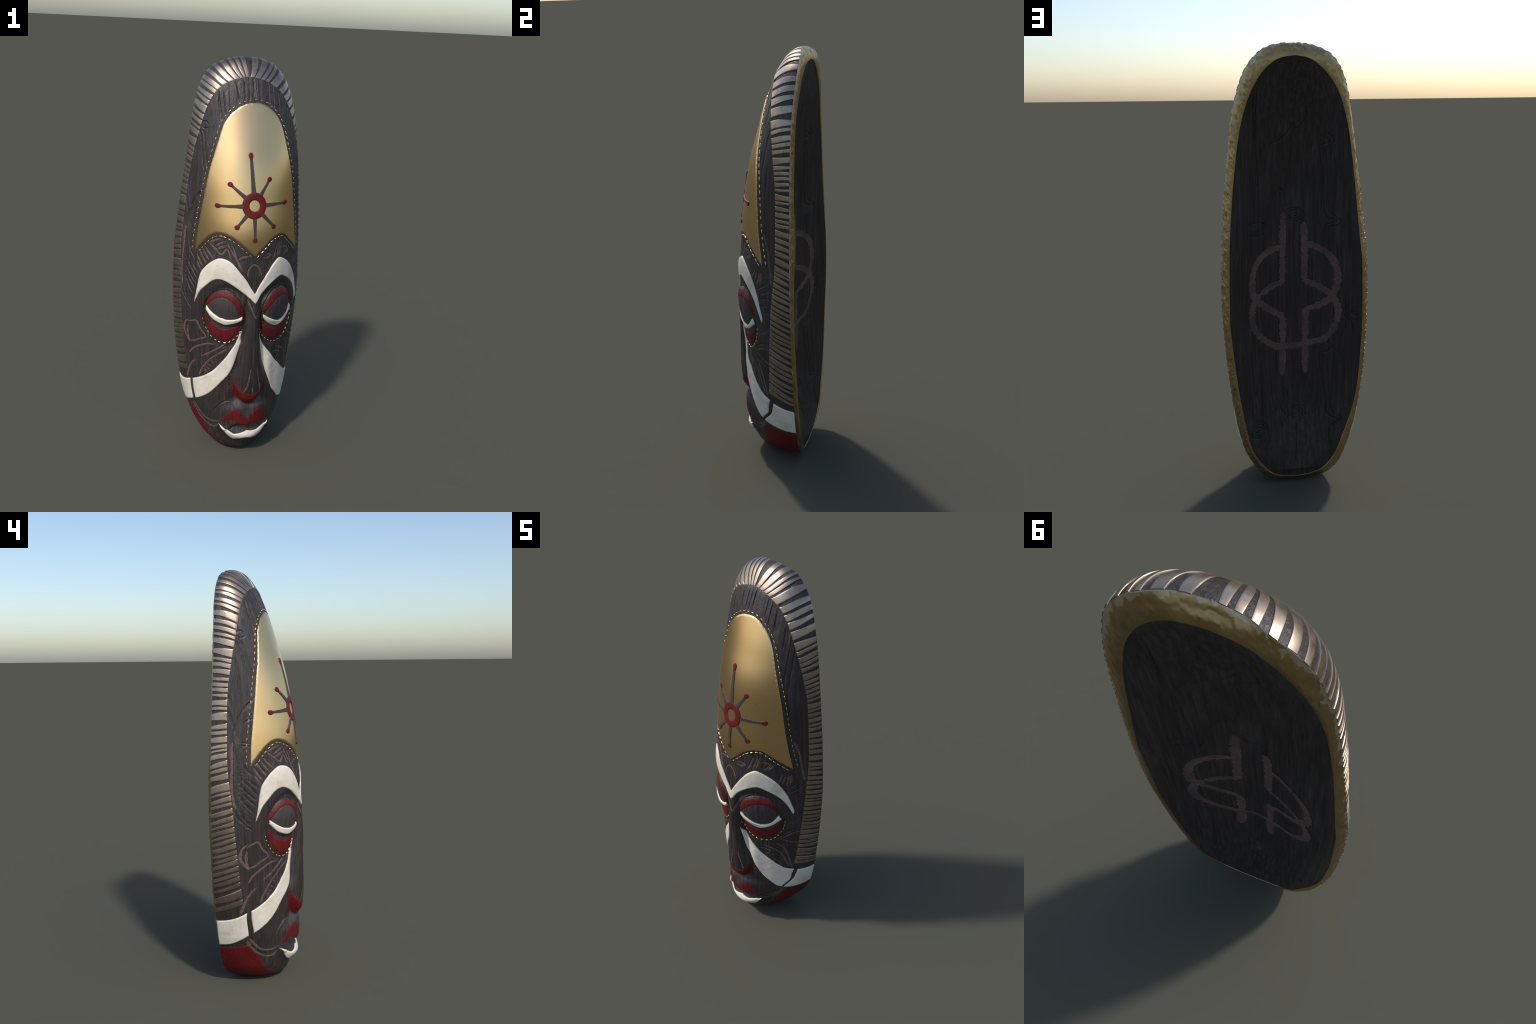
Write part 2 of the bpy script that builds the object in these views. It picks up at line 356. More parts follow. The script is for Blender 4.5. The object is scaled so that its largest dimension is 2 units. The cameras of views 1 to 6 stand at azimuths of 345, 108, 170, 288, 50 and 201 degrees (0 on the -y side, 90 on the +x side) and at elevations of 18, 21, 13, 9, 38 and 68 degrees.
def worn_nodes(nt, bsdf):
    N = Nodes(nt); big = N.noise((30, 30, 18), 1, 4, .6, .3); fine = N.noise((150, 150, 150), 1, 3)
    N.link(N.ramp(big, (.3, (.50, .38, .22)), (.6, (.60, .48, .31)), (.85, (.68, .57, .42))), bsdf.inputs['Base Color'])
    bsdf.inputs['Roughness'].default_value = .42
    b = N.bump(big, bsdf, .3, .004); N.bump(fine, bsdf, .25, .001, b)
def cut_nodes(nt, bsdf):
    N = Nodes(nt); n = N.noise((190, 190, 130), 1, 4, .65)
    N.link(N.ramp(n, (.3, (.045, .026, .022)), (.55, (.135, .080, .064)), (.8, (.22, .137, .110))), bsdf.inputs['Base Color'])
    bsdf.inputs['Roughness'].default_value = .6; N.bump(n, bsdf, .8, .002)
def glyph_nodes(nt, bsdf):
    N = Nodes(nt); n = N.noise((120, 120, 260), 1, 4, .65, .6)
    N.link(N.ramp(n, (.3, (.062, .034, .026)), (.6, (.160, .090, .068)), (.8, (.23, .132, .102))), bsdf.inputs['Base Color'])
    fade = N.noise((9, 9, 9), 1, 3, .6); worn = N.mix(N.ramp(fade, (.42, g3(0)), (.62, g3(.75))), N.ramp(n, (.3, (.062, .034, .026)), (.6, (.160, .090, .068)), (.8, (.23, .132, .102))), (.050, .034, .027))
    N.link(worn, bsdf.inputs['Base Color'])
    bsdf.inputs['Roughness'].default_value = .7; N.bump(n, bsdf, .9, .003)

WOOD = material('dark_carved_wood', wood_nodes((.013, .0085, .0076), (.036, .0265, .0245), (.090, .069, .063)))
BACKWOOD = material('dark_back_wood', wood_nodes((.022, .0150, .0118), (.047, .0345, .0285), (.085, .064, .054), .4), Specular_IOR_Level=.2)
GREY = material('grey_painted_wood', paint_nodes((.036, .030, .0295), (.060, .051, .050), .5), Specular_IOR_Level=.4)
WHITE = material('ivory_paint', white_nodes)
RED = material('red_paint', paint_nodes((.085, .0045, .0052), (.150, .0065, .0072), .55), Specular_IOR_Level=.3)
GOLD = material('satin_gold', gold_nodes, Metallic=1.0)
SILVER = material('tarnished_silver', silver_nodes, Metallic=1.0)
RIM = material('aged_brass_rim', rim_nodes, Metallic=1.0)
WORN = material('worn_pale_brass', worn_nodes, Metallic=.85)
CUT = material('pale_cut_wood', cut_nodes)
GLYPH = material('scored_wood', glyph_nodes)

# ------------------------------------------------------------------ object helpers
mask = bpy.data.objects.new('tribal_mask', None)
mask.empty_display_size = .1
bpy.context.collection.objects.link(mask)
mask['label'] = 'tall carved dark wood face mask with gold forehead plate'
mask['category'] = 'tribal mask'

def mesh_object(name, verts, faces, mats, parent=mask, smooth=True, slots=None, normals=None, auto=None):
    me = bpy.data.meshes.new(name)
    verts = np.asarray(verts, np.float32)
    if isinstance(faces, np.ndarray):
        n, k = faces.shape
        me.vertices.add(len(verts)); me.vertices.foreach_set('co', verts.ravel())
        me.loops.add(n*k); me.loops.foreach_set('vertex_index', faces.astype(np.int32).ravel())
        me.polygons.add(n); me.polygons.foreach_set('loop_start', np.arange(0, n*k, k, dtype=np.int32))
        me.update(calc_edges=True)
    else:
        me.from_pydata([tuple(map(float, v)) for v in verts], [], faces)
    for m in (mats if isinstance(mats, (list, tuple)) else [mats]): me.materials.append(m)
    me.polygons.foreach_set('use_smooth', np.full(len(me.polygons), smooth))
    if slots is not None: me.polygons.foreach_set('material_index', np.asarray(slots, np.int32))
    me.validate(); me.update()
    if normals is not None: me.normals_split_custom_set_from_vertices(normals)
    elif auto: me.set_sharp_from_angle(angle=math.radians(auto))
    ob = bpy.data.objects.new(name, me); bpy.context.collection.objects.link(ob); ob.parent = parent
    return ob
def grid_faces(nr, nc, flip=False, wrap=False):
    i = np.arange(nr-1)[:, None]; j = np.arange(nc if wrap else nc-1)[None, :]; jn = (j+1) % nc
    q = np.stack(np.broadcast_arrays(i*nc+j, i*nc+jn, (i+1)*nc+jn, (i+1)*nc+j), -1).reshape(-1, 4)
    return q[:, ::-1] if flip else q

# ------------------------------------------------------------------ wooden shell, front
NR, NC = 1040, 401
zi = np.interp(np.linspace(0, S_OUT[-1], NR), S_OUT, Z_OUT)[:, None]
uu = np.linspace(-1, 1, NC)[None, :]; rho = np.abs(np.sin(np.pi/2*uu)); sd = np.where(uu >= 0, 1., -1.)
gx, gz = row_xz(zi, rho, sd+0*zi)
RHO_IN = curve((0, .82), (.30, .88), (.45, .893), (.60, .905), (.75, .917), (1.0, .924), (1.2, .934), (1.45, .944), (1.6, .920), (1.7, .885), (1.8, .84), (1.886, .76), (1.93, .67), (1.97, .54), (2.0, .39))
edge_fade = sstep(1.0, .985, rho)+0*zi
lump = .0016*vnoise(np.abs(gx)*60+gz*22, gz*60, 9)*(rho > RHO_IN(zi))*(zi > .395)
gy = face_y(gx, gz)+(carve(gx, gz)+lump)*edge_fade
V = np.stack([gx, gy, gz], -1).reshape(-1, 3)
F = grid_faces(NR, NC)
tmp = bpy.data.meshes.new('tmp')
tmp.vertices.add(len(V)); tmp.vertices.foreach_set('co', V.astype(np.float32).ravel())
tmp.loops.add(F.size); tmp.loops.foreach_set('vertex_index', F.astype(np.int32).ravel())
tmp.polygons.add(len(F)); tmp.polygons.foreach_set('loop_start', np.arange(0, F.size, 4, dtype=np.int32))
tmp.update(calc_edges=True)
VN = np.zeros(len(V)*3, np.float32); tmp.vertex_normals.foreach_get('vector', VN); VN = VN.reshape(-1, 3)
bpy.data.meshes.remove(tmp)
ctr = V[F].mean(1); cx, cz = ctr[:, 0], ctr[:, 2]; cX = np.abs(cx-XM)
frho = np.repeat((.5*(rho[0, 1:]+rho[0, :-1]))[None], NR-1, 0).ravel()
fzi = np.repeat((.5*(zi[1:]+zi[:-1])).ravel(), NC-1)
region = np.full(len(F), 5)                                        # cheek
region[cz > .93] = 4                                                # forehead
region[cz < .085] = 3                                               # chin
region[(cX < .150) & (cz > .085) & (cz < .318)] = 2                  # mouth
region[((cX-.13)/.105)**2+((cz-.79)/.150)**2 < 1] = 1               # eye sockets
region[(cX < NW(cz)*1.08) & (cz >= .318) & (cz < .90) & (region != 1)] = 0
region[(frho > RHO_IN(fzi)) & (fzi > .40)] = 6                      # wood under the bands
for k, nm in enumerate(('nose', 'eye', 'mouth', 'chin', 'forehead', 'cheek', 'edge_band')):
    sides = ((cx < XM), (cx >= XM)) if nm in ('eye', 'cheek') else (np.ones(len(F), bool),)
    for s in sides:
        f = F[(region == k) & s]; idx, inv = np.unique(f, return_inverse=True)
        mesh_object(nm, V[idx], inv.reshape(-1, 4), WOOD, normals=VN[idx])

# ------------------------------------------------------------------ hollow back
def panel_grid(nr, nc):
    s, z = outline_table(lambda q: (PR(q)+PL(q))/2, .03, 1.947)
    zp = np.interp(np.linspace(0, s[-1], nr), s, z)[:, None]
    u = np.linspace(-1, 1, nc)[None, :]; r = np.abs(np.sin(np.pi/2*u)); sg = np.where(u >= 0, 1., -1.)
    W = np.where(sg > 0, PR(zp), PL(zp)); zm = .9885+(zp-.9885)*.86
    return sg*W*r, zp+(zm-zp)*(1-r*r), r+0*zp
GLYPH_STROKES = [
 [(.040,1.281),(.042,1.119),(.044,.955)], [(.040,.962),(.096,.949),(.151,.916)],
 [(.050,1.125),(.104,1.114),(.154,1.078),(.179,1.035),(.189,.968),(.179,.907),(.135,.862),(.081,.822),(.040,.797)],
 [(.045,.800),(.046,.673),(.052,.512)],
 [(.150,.918),(.174,.893),(.187,.860),(.192,.807),(.176,.750),(.133,.698),(.072,.657),(.016,.653),(-.033,.655),(-.091,.671),(-.143,.689),(-.183,.736),(-.202,.793),(-.202,.848),(-.177,.896),(-.132,.932),(-.071,.959),(-.052,.965)],
 [(-.053,1.236),(-.058,1.115),(-.055,.965)],
 [(-.061,1.142),(-.116,1.120),(-.166,1.084),(-.195,1.032),(-.201,.962),(-.177,.896),(-.132,.856),(-.063,.828)],
 [(-.062,.838),(-.060,.694),(-.058,.514)],
]
BACK_CRACKS = [
 [(.160,1.805),(.166,1.680),(.166,1.551),(.157,1.419),(.148,1.256)], [(.174,1.805),(.176,1.680),(.170,1.519),(.161,1.386)],
 [(-.062,1.753),(-.055,1.689),(-.017,1.647),(-.003,1.673),(.020,1.631),(.061,1.599),(.103,1.581)],
 [(-.142,1.636),(-.177,1.600),(-.165,1.574),(-.144,1.557),(-.149,1.477),(-.160,1.375),(-.164,1.286),(-.209,1.246),(-.200,1.222),(-.162,1.203),(-.160,1.097)],
 [(-.114,1.616),(-.149,1.603),(-.159,1.587),(-.119,1.564),(-.134,1.443),(-.145,1.272),(-.196,1.242),(-.142,1.206),(-.140,1.061)],
 [(.104,1.307),(.075,1.359),(.050,1.388),(.033,1.357)], [(-.009,1.328),(.033,1.295),(-.008,1.231),(-.011,1.133)],
 [(-.145,.676),(-.179,.655),(-.158,.624),(-.124,.611),(-.130,.518),(-.146,.407),(-.154,.320),(-.204,.298),(-.179,.271),(-.148,.254)],
 [(-.152,.601),(-.164,.445),(-.175,.336),(-.214,.310),(-.207,.288),(-.165,.256),(-.158,.154)],
 [(.158,.678),(.155,.509),(.150,.315)], [(.113,.390),(.099,.365),(.047,.444),(.030,.405),(.061,.358),(.026,.295)],
 [(-.014,.277),(-.004,.156),(.005,.083)], [(-.255,.864),(-.224,.814),(-.263,.766),(-.269,.707)], [(-.290,.827),(-.259,.817),(-.290,.798)],
]
def knot(cx, cz, *radii):
    t = np.linspace(0, 2*np.pi, 17)
    return [[(cx+a*math.cos(q)*(1+.13*math.sin(2*q+60*cx)), cz+b*math.sin(q)*(1+.16*math.cos(q*2+90*cz+a*70))) for q in t] for a, b in radii]
KNOTS = (knot(-.015, 1.269, (.044, .027), (.028, .017), (.013, .007)) + knot(.167, 1.214, (.046, .036), (.033, .026), (.019, .014))
         + knot(-.019, .327, (.043, .029), (.027, .018), (.012, .007)) + knot(.175, .275, (.042, .033), (.030, .023), (.016, .012)))
def back_carve(x, z):
    return (grain(x*.45+3, z*.5)*.5+groove_depth(x, z, BACK_CRACKS+KNOTS, .0034, .0042, 1, .1)
            + groove_depth(x, z, GLYPH_STROKES, .015, .0020))
px, pz, pr = panel_grid(700, 281)
py = panel_y(px, pz)-back_carve(px, pz)*sstep(1, .97, pr)
PV = np.stack([px, py, pz], -1).reshape(-1, 3)
mesh_object('back_panel', PV, grid_faces(700, 281, flip=True), BACKWOOD)

# brass rim between the shell's back edge and the hollow
NS, NWR = 3200, 33
def loop_pts(WFR, WFL, lo, hi, n):
    s, z = outline_table(lambda q: (WFR(q)+WFL(q))/2, lo, hi)
    zz = np.interp(np.linspace(0, s[-1], n//2+1), s, z)
    return (np.r_[WFR(zz), -WFL(zz)[::-1][1:-1]], np.r_[zz, zz[::-1][1:-1]])
ox, oz = loop_pts(WR, WL, 0, 2, NS); ix, iz = loop_pts(PR, PL, .03, 1.947, NS)
oy = YB(oz); iy = panel_y(ix, iz)
w = np.linspace(0, 1, NWR)[:, None]
prof = np.clip(w, 0, 1)
RX = ox*(1-prof)+ix*prof; RZ = oz*(1-prof)+iz*prof
swell = .0045*np.sin(np.pi*np.clip(w, 0, 1)**1.1)
RY = oy*(1-prof)+iy*prof+swell+.002*prof
arc = np.r_[0, np.cumsum(np.hypot(np.diff(ox), np.diff(oz)))][None, :]
lumps = (vnoise(arc*45, w*3, 21)-.5)*.0045*np.clip(1-np.abs(w-.35)*2.2, 0, 1)+(vnoise(arc*120, w*7, 22)-.5)*.0014*np.sin(np.pi*w)
lumps = lumps*np.minimum(1, np.minimum(arc, arc[:, -1:]-arc)/.05)
RY = RY+lumps
inner_y = iy-.004                                             # small step down to the panel
RX = np.vstack([ox*.994, RX, ix*.998]); RZ = np.vstack([1+(oz-1)*.998, RZ, iz]); RY = np.vstack([oy-.006, RY, inner_y])
RV = np.stack([RX, RY, RZ], -1).reshape(-1, 3); RF = grid_faces(NWR+2, len(ox), wrap=True)
fr, fc = np.divmod(np.arange(len(RF)), len(ox)); fw = (fr-.5)/(NWR-1)
worn = vnoise(arc[0][fc]*38, fw*2.2, 23)*.6+vnoise(arc[0][fc]*110, fw*5, 24)*.4 > .44+fw*1.5-.16*np.clip((oz[fc]-1.2)/.8, -.35, 1)
tmp = bpy.data.meshes.new('tmp'); tmp.from_pydata(RV.tolist(), [], RF.tolist())
RN = np.zeros(len(RV)*3, np.float32); tmp.vertex_normals.foreach_get('vector', RN); RN = RN.reshape(-1, 3); bpy.data.meshes.remove(tmp)
for nm, sel, mt in (('rim', ~worn, RIM), ('worn_rim_edge', worn, WORN)):
    idx, inv = np.unique(RF[sel], return_inverse=True)
    mesh_object(nm, RV[idx], inv.reshape(-1, 4), mt, normals=RN[idx])

def ribbon(name, lines, width_, surf, mat, lift, seed, amp, nx=7, step=.004):
    """rough strips that follow a surface along carved lines, one joined mesh"""
    VV, FF, base_i = [], [], 0
    for k, ln in enumerate(lines):
        p = smooth_line(ln, step); t = np.gradient(p, axis=0); t /= np.maximum(np.linalg.norm(t, axis=1, keepdims=True), 1e-9)
        nrm = np.c_[-t[:, 1], t[:, 0]]; n = len(p)
        taper = np.clip(np.minimum(np.arange(n), np.arange(n)[::-1])/max(2., .012/step), .35, 1)
        wv = width_*taper*(.7+.6*vnoise(np.arange(n)*step*130, k*3.7, seed))
        off = np.linspace(-1, 1, nx)
        jig = (vnoise(np.arange(n)[:, None]*step*220+k*11, off[None]*9, seed+1)-.5)
        q = p[:, None, :]+nrm[:, None, :]*(wv[:, None]*off[None])[..., None]*.5
        x, z = q[..., 0], q[..., 1]
        y = surf(x, z, lift*(1-.9*np.abs(off)**4)[None]+amp*jig+.00025*(k % 7))
        VV.append(np.stack([x, y, z], -1).reshape(-1, 3)); FF.append(grid_faces(n, nx)+base_i); base_i += n*nx
    return mesh_object(name, np.vstack(VV), np.vstack(FF), mat)
gl = ribbon('scored_sign', GLYPH_STROKES, .029, lambda x, z, h: panel_y(x, z)-back_carve(x, z)+h, GLYPH, .0006, 31, .0013, 11, .003)
def on_face(x, z, h): return face_y(x, z)+carve(x, z)-h
for nm, lines in (('forehead_carving', FOREHEAD_CUTS), ('temple_carving', TEMPLE_CUTS), ('cheek_carving', CHEEK_CUTS),
                  ('nose_carving', NOSE_CUTS), ('jaw_carving', JAW_CUTS)):
    ribbon(nm, lines, .0048 if nm == 'temple_carving' else .0066, on_face, CUT, .0011, 41, .0012)

# ------------------------------------------------------------------ inlays and painted fields
def boundary(sections, res):
    """closed outline in (u, z) from smooth sections given in (x, z)"""
    out = []
    for sec in sections:
        out.append(smooth_line(sec, res)[:-1])
    p = np.vstack(out)
    if np.sum(p[:, 0]*np.roll(p[:, 1], -1)-np.roll(p[:, 0], -1)*p[:, 1]) < 0: p = p[::-1]
    z = p[:, 1]; return np.c_[to_u(p[:, 0], z), z]
US = .5          # metric scale of u for triangulation
def seg_dist(q, b):
    a = b; c = np.roll(b, -1, 0); best = np.full(len(q), 9.)
    for (ax, ay), (bx, by) in zip(a, c):
        dx, dy = bx-ax, by-ay; L = dx*dx+dy*dy+1e-12
        t = np.clip(((q[:, 0]-ax)*dx+(q[:, 1]-ay)*dy)/L, 0, 1)
        best = np.minimum(best, (q[:, 0]-ax-t*dx)**2+(q[:, 1]-ay-t*dy)**2)
    return np.sqrt(best)
def inside(q, b):
    c = np.zeros(len(q), bool)
    for (ax, ay), (bx, by) in zip(b, np.roll(b, -1, 0)):
        if ay == by: continue
        k = ((ay > q[:, 1]) != (by > q[:, 1])) & (q[:, 0] < (bx-ax)*(q[:, 1]-ay)/(by-ay)+ax); c ^= k
    return c
def field(name, sections, mat, h, res=.004, bevel=.004, follow=0., skirt=.006, edge_mat=None, rough=0., parent=mask, ragged=0.):
    """a piece laid on the shell: outline, height, rounded edge, side wall"""
    b = boundary(sections, res*.8)
    if ragged:
        b = b+ragged*np.c_[vnoise(b[:, 0]*160, b[:, 1]*300, 51)-.5, vnoise(b[:, 0]*160, b[:, 1]*300, 52)-.5]*np.array([1/US, 1])
    bm = b*np.array([US, 1])
    lo, hi = bm.min(0), bm.max(0)
    gx_ = np.arange(lo[0], hi[0], res); gy_ = np.arange(lo[1], hi[1], res*.866)
    G = np.array([(x+(.5*res if k % 2 else 0), y) for k, y in enumerate(gy_) for x in gx_])
    if len(G): G = G[inside(G, bm)]
    d = seg_dist(G, bm) if len(G) else np.zeros(0)
    G, d = G[d > res*.45], d[d > res*.45]
    nb = len(bm)
    # inner ring close to the edge, for a crisp rounding
    pts = [Vector(p) for p in np.vstack([bm, G])]
    r = delaunay_2d_cdt(pts, [(i, (i+1) % nb) for i in range(nb)], [], 1, 1e-7)
    P2 = np.array([tuple(v) for v in r[0]]); tris = [tuple(f) for f in r[2]]
    dd = seg_dist(P2, bm); on = dd < 1e-6
    u, z = P2[:, 0]/US, P2[:, 1]
    P, N = front_frame(u, z)
    t = np.clip(dd/bevel, 0, 1); off = h*(.25+.75*np.sqrt(1-(1-t)**2))
    if rough: off = off+rough*(vnoise(P[:, 0]*60, P[:, 2]*60, 3)-.5)*t
    top = P+N*off[:, None]
    if follow: top[:, 1] += follow*carve(P[:, 0], P[:, 2])
    A = np.array([(P2[f[1]]-P2[f[0]])[0]*(P2[f[2]]-P2[f[0]])[1]-(P2[f[1]]-P2[f[0]])[1]*(P2[f[2]]-P2[f[0]])[0] for f in tris])
    faces = [f if a > 0 else f[::-1] for f, a in zip(tris, A)]
    # side wall under the outline
    count = {}
    for f in faces:
        for e in ((f[0], f[1]), (f[1], f[2]), (f[2], f[0])): count[e] = count.get(e, 0)+1
    rim_e = [e for e in count if (e[1], e[0]) not in count]
    ring = sorted({v for e in rim_e for v in e}); low = {v: len(top)+i for i, v in enumerate(ring)}
    VV = np.vstack([top, P[ring]-N[ring]*skirt]); ntop = len(faces)
    faces = faces+[(e[1], e[0], low[e[0]], low[e[1]]) for e in rim_e]
    mats = [mat, edge_mat] if edge_mat else [mat]
    slots = [0]*ntop+[1 if edge_mat else 0]*(len(faces)-ntop)
    return mesh_object(name, VV, faces, mats, parent=parent, slots=slots, auto=50)

PLATE_L = [(.018,1.803),(-.022,1.796),(-.072,1.769),(-.113,1.724),(-.132,1.685),(-.159,1.596),(-.186,1.500),(-.205,1.402),(-.223,1.292),(-.237,1.198),(-.247,1.097)]
PLATE_BOT = [(-.247,1.097),(-.215,1.149),(-.190,1.182),(-.162,1.203),(-.130,1.206),(-.092,1.191),(-.051,1.164),(-.008,1.125),(.016,1.105)]
PLATE_BOT_R = [(.016,1.105),(.064,1.151),(.096,1.180),(.132,1.196),(.165,1.197),(.190,1.179),(.216,1.150),(.241,1.122),(.266,1.092)]
PLATE_R = [(.266,1.092),(.252,1.195),(.235,1.325),(.219,1.449),(.201,1.538),(.188,1.587),(.172,1.649),(.155,1.702),(.126,1.752),(.086,1.786),(.050,1.801),(.018,1.803)]
field('forehead_plate', [PLATE_L, PLATE_BOT, PLATE_BOT_R, PLATE_R], GOLD, .0032, .0060, .004)

# sun emblem: ring, eight spokes, eight drop-shaped tips
HUB = (.009, 1.345)
def ring_piece(name, c, r0, r1, h, mat, edge_mat, n=72, k=9, parent=mask):
    a = np.linspace(0, 2*np.pi, n, endpoint=False)[None]; t = np.linspace(0, 1, k)[:, None]
    r = r0+(r1-r0)*t
    x, z = c[0]+r*np.cos(a), c[1]+r*np.sin(a)*1.06
    P, N = front_frame(to_u(x, z), z+0*x)
    off = h*np.sqrt(np.clip(1-np.abs(2*t-1)**8, 0, 1))*.6+h*.4
    top = P+N*off[..., None]; lo = P-N*.004
    VV = np.concatenate([lo[:1], top, lo[-1:]], 0).reshape(-1, 3)
    f = grid_faces(k+2, n, wrap=True, flip=True)
    slots = np.zeros(len(f), int); slots[:n] = 1; slots[-n:] = 1
    return mesh_object(name, VV, f, [mat, edge_mat], slots=slots, auto=45, parent=parent)
emblem = ring_piece('emblem_ring', HUB, .0240, .0585, .0070, RED, GOLD)
TIPS = [(-.152,1.336),(-.099,1.438),(-.006,1.568),(.082,1.461),(.168,1.346),(.106,1.243),(.013,1.185),(-.070,1.245)]
for tx, tz in TIPS:
    d = np.array([tx-HUB[0], tz-HUB[1]]); L = np.hypot(*d); d = d/L; n = np.array([-d[1], d[0]])
    long = L > .2; w0, w1 = (.0128, .0078) if long else (.0118, .0068)
    a = np.array(HUB)+d*.053; b = np.array((tx, tz))-d*.004
    side = lambda s: [tuple(a+n*s*w0), tuple((a*.6+b*.4)+n*s*(w0*.45+w1*.55)), tuple(b+n*s*w1)]
    field('emblem_spoke', [side(1), [tuple(b+n*w1), tuple(b-n*w1)], side(-1)[::-1], [tuple(a-n*w0), tuple(a+n*w0)]], GREY, .0060, .0028, .0020, edge_mat=GOLD, parent=emblem)
    th = np.linspace(0, 2*np.pi, 15); rl, rw = (.0180, .0118) if long else (.0148, .0120)
    loop = [tuple(np.array((tx, tz))+d*rl*math.cos(q)+n*rw*math.sin(q)*(1-.22*math.cos(q+math.pi))) for q in th]
    field('emblem_tip', [loop], RED, .0072, .003, .004, edge_mat=GOLD, parent=emblem)

BROW_UP = [(-.250,.838),(-.241,.904),(-.232,.964),(-.221,1.006),(-.194,1.049),(-.164,1.078),(-.141,1.088),(-.111,1.083),(-.084,1.064),(-.051,1.024),(-.023,.989),(.001,.949),(.021,.919)]
BROW_UP_R = [(.021,.919),(.048,.968),(.096,1.040),(.120,1.067),(.146,1.083),(.172,1.073),(.198,1.053),(.225,1.021),(.247,.975),(.261,.935),(.271,.889),(.279,.842),(.276,.817)]
BROW_LOW_R = [(.276,.817),(.266,.862),(.251,.904),(.234,.933),(.211,.958),(.186,.977),(.160,.990),(.128,.979),(.087,.950),(.053,.915),(.034,.884),(.023,.871)]
BROW_LOW_L = [(.023,.871),(-.002,.897),(-.035,.924),(-.070,.950),(-.104,.972),(-.129,.983),(-.152,.984),(-.178,.969),(-.204,.937),(-.226,.905),(-.240,.868),(-.250,.838)]
field('eyebrow', [BROW_UP, BROW_UP_R, BROW_LOW_R, BROW_LOW_L], WHITE, .0045, .004, .005, rough=.0010)

field('cheek_stripe', [[(-.030,.716),(-.043,.691),(-.057,.648),(-.078,.613),(-.103,.570),(-.127,.531),(-.158,.486),(-.190,.451),(-.217,.426),(-.245,.401)],
   [(-.245,.401),(-.240,.352),(-.228,.287)],
   [(-.228,.287),(-.202,.315),(-.170,.352),(-.129,.412),(-.090,.476),(-.065,.529),(-.047,.591),(-.034,.647),(-.030,.716)]], WHITE, .0045, .004, .005, rough=.001)
field('cheek_stripe', [[(-.312,.335),(-.284,.359),(-.255,.393)], [(-.255,.393),(-.252,.353),(-.239,.276)], [(-.239,.276),(-.250,.250),(-.257,.225),(-.262,.200)], [(-.262,.200),(-.30,.27),(-.312,.335)]], WHITE, .0045, .004, .005, rough=.001)
field('cheek_stripe', [[(.053,.714),(.060,.682),(.089,.626),(.128,.574),(.159,.525),(.188,.488),(.212,.453),(.236,.421),(.257,.403)],
   [(.257,.403),(.248,.362),(.240,.322),(.211,.270)],
   [(.211,.270),(.197,.285),(.176,.322),(.151,.361),(.130,.419),(.105,.478),(.081,.549),(.068,.621),(.053,.714)]], WHITE, .0045, .004, .005, rough=.001)
field('cheek_stripe', [[(.265,.393),(.285,.372),(.305,.350)], [(.305,.350),(.30,.30),(.272,.215)], [(.272,.215),(.262,.232),(.245,.246),(.218,.264)], [(.218,.264),(.246,.316),(.256,.350),(.265,.393)]], WHITE, .0045, .004, .005, rough=.001)

paint = dict(h=.0019, res=.0030, bevel=.003, follow=1., ragged=.0055)
field('upper_eye_paint', [[(-.202,.822),(-.194,.863),(-.178,.893),(-.154,.913),(-.128,.922),(-.096,.921),(-.067,.902),(-.044,.866),(-.031,.828),(-.030,.796)],
   [(-.030,.796),(-.044,.805),(-.064,.845),(-.086,.877),(-.114,.896),(-.134,.899),(-.160,.888),(-.184,.862),(-.202,.822)]], RED, **paint)
field('upper_eye_paint', [[(.070,.806),(.076,.850),(.090,.884),(.118,.909),(.147,.922),(.173,.921),(.196,.909),(.215,.887),(.228,.857),(.236,.820)],
   [(.236,.820),(.220,.855),(.205,.876),(.183,.889),(.158,.887),(.130,.875),(.104,.850),(.070,.806)]], RED, **paint)
grey = dict(h=.0010, res=.0030, bevel=.003, follow=1.25)
field('eyelid', [[(-.196,.832),(-.180,.860),(-.160,.886),(-.134,.897),(-.114,.894),(-.088,.876),(-.066,.845),(-.046,.806),(-.038,.796)], [(-.038,.796),(-.076,.786),(-.110,.783),(-.142,.790),(-.166,.803),(-.196,.832)]], GREY, **grey)
field('eyelid', [[(.074,.804),(.106,.848),(.132,.873),(.158,.885),(.183,.887),(.203,.875),(.219,.854),(.230,.814)], [(.230,.814),(.211,.772),(.191,.755),(.170,.749),(.148,.755),(.125,.768),(.074,.804)]], GREY, **grey)
field('lower_eyelid', [[(-.197,.812),(-.187,.795),(-.168,.775),(-.140,.761),(-.116,.755),(-.091,.759),(-.061,.768),(-.034,.780)], [(-.034,.780),(-.052,.754),(-.080,.739),(-.103,.730),(-.128,.728),(-.152,.740),(-.176,.756),(-.197,.812)]], GREY, **grey)
field('lower_eyelid', [[(.070,.786),(.095,.756),(.120,.736),(.147,.725),(.178,.729),(.206,.746),(.225,.768),(.236,.784)], [(.236,.784),(.228,.755),(.210,.733),(.192,.721),(.166,.714),(.137,.715),(.111,.728),(.089,.747),(.070,.786)]], GREY, **grey)
field('philtrum', [[(-.045,.334),(-.010,.318),(.022,.314),(.056,.320),(.078,.336)], [(.078,.336),(.096,.300),(.082,.284)], [(.082,.284),(.050,.278),(.028,.248),(.018,.228),(-.010,.260),(-.032,.284),(-.054,.291)], [(-.054,.291),(-.062,.310),(-.045,.334)]], GREY, **grey)
EYE_LOW_L = [(-.200,.806),(-.201,.775),(-.193,.744),(-.180,.713),(-.163,.685),(-.141,.667),(-.117,.662),(-.092,.670),(-.066,.697),(-.046,.729),(-.031,.764)]
EYE_LOW_R = [(.068,.772),(.070,.735),(.082,.700),(.108,.668),(.137,.648),(.166,.646),(.192,.657),(.214,.685),(.230,.730),(.238,.780)]
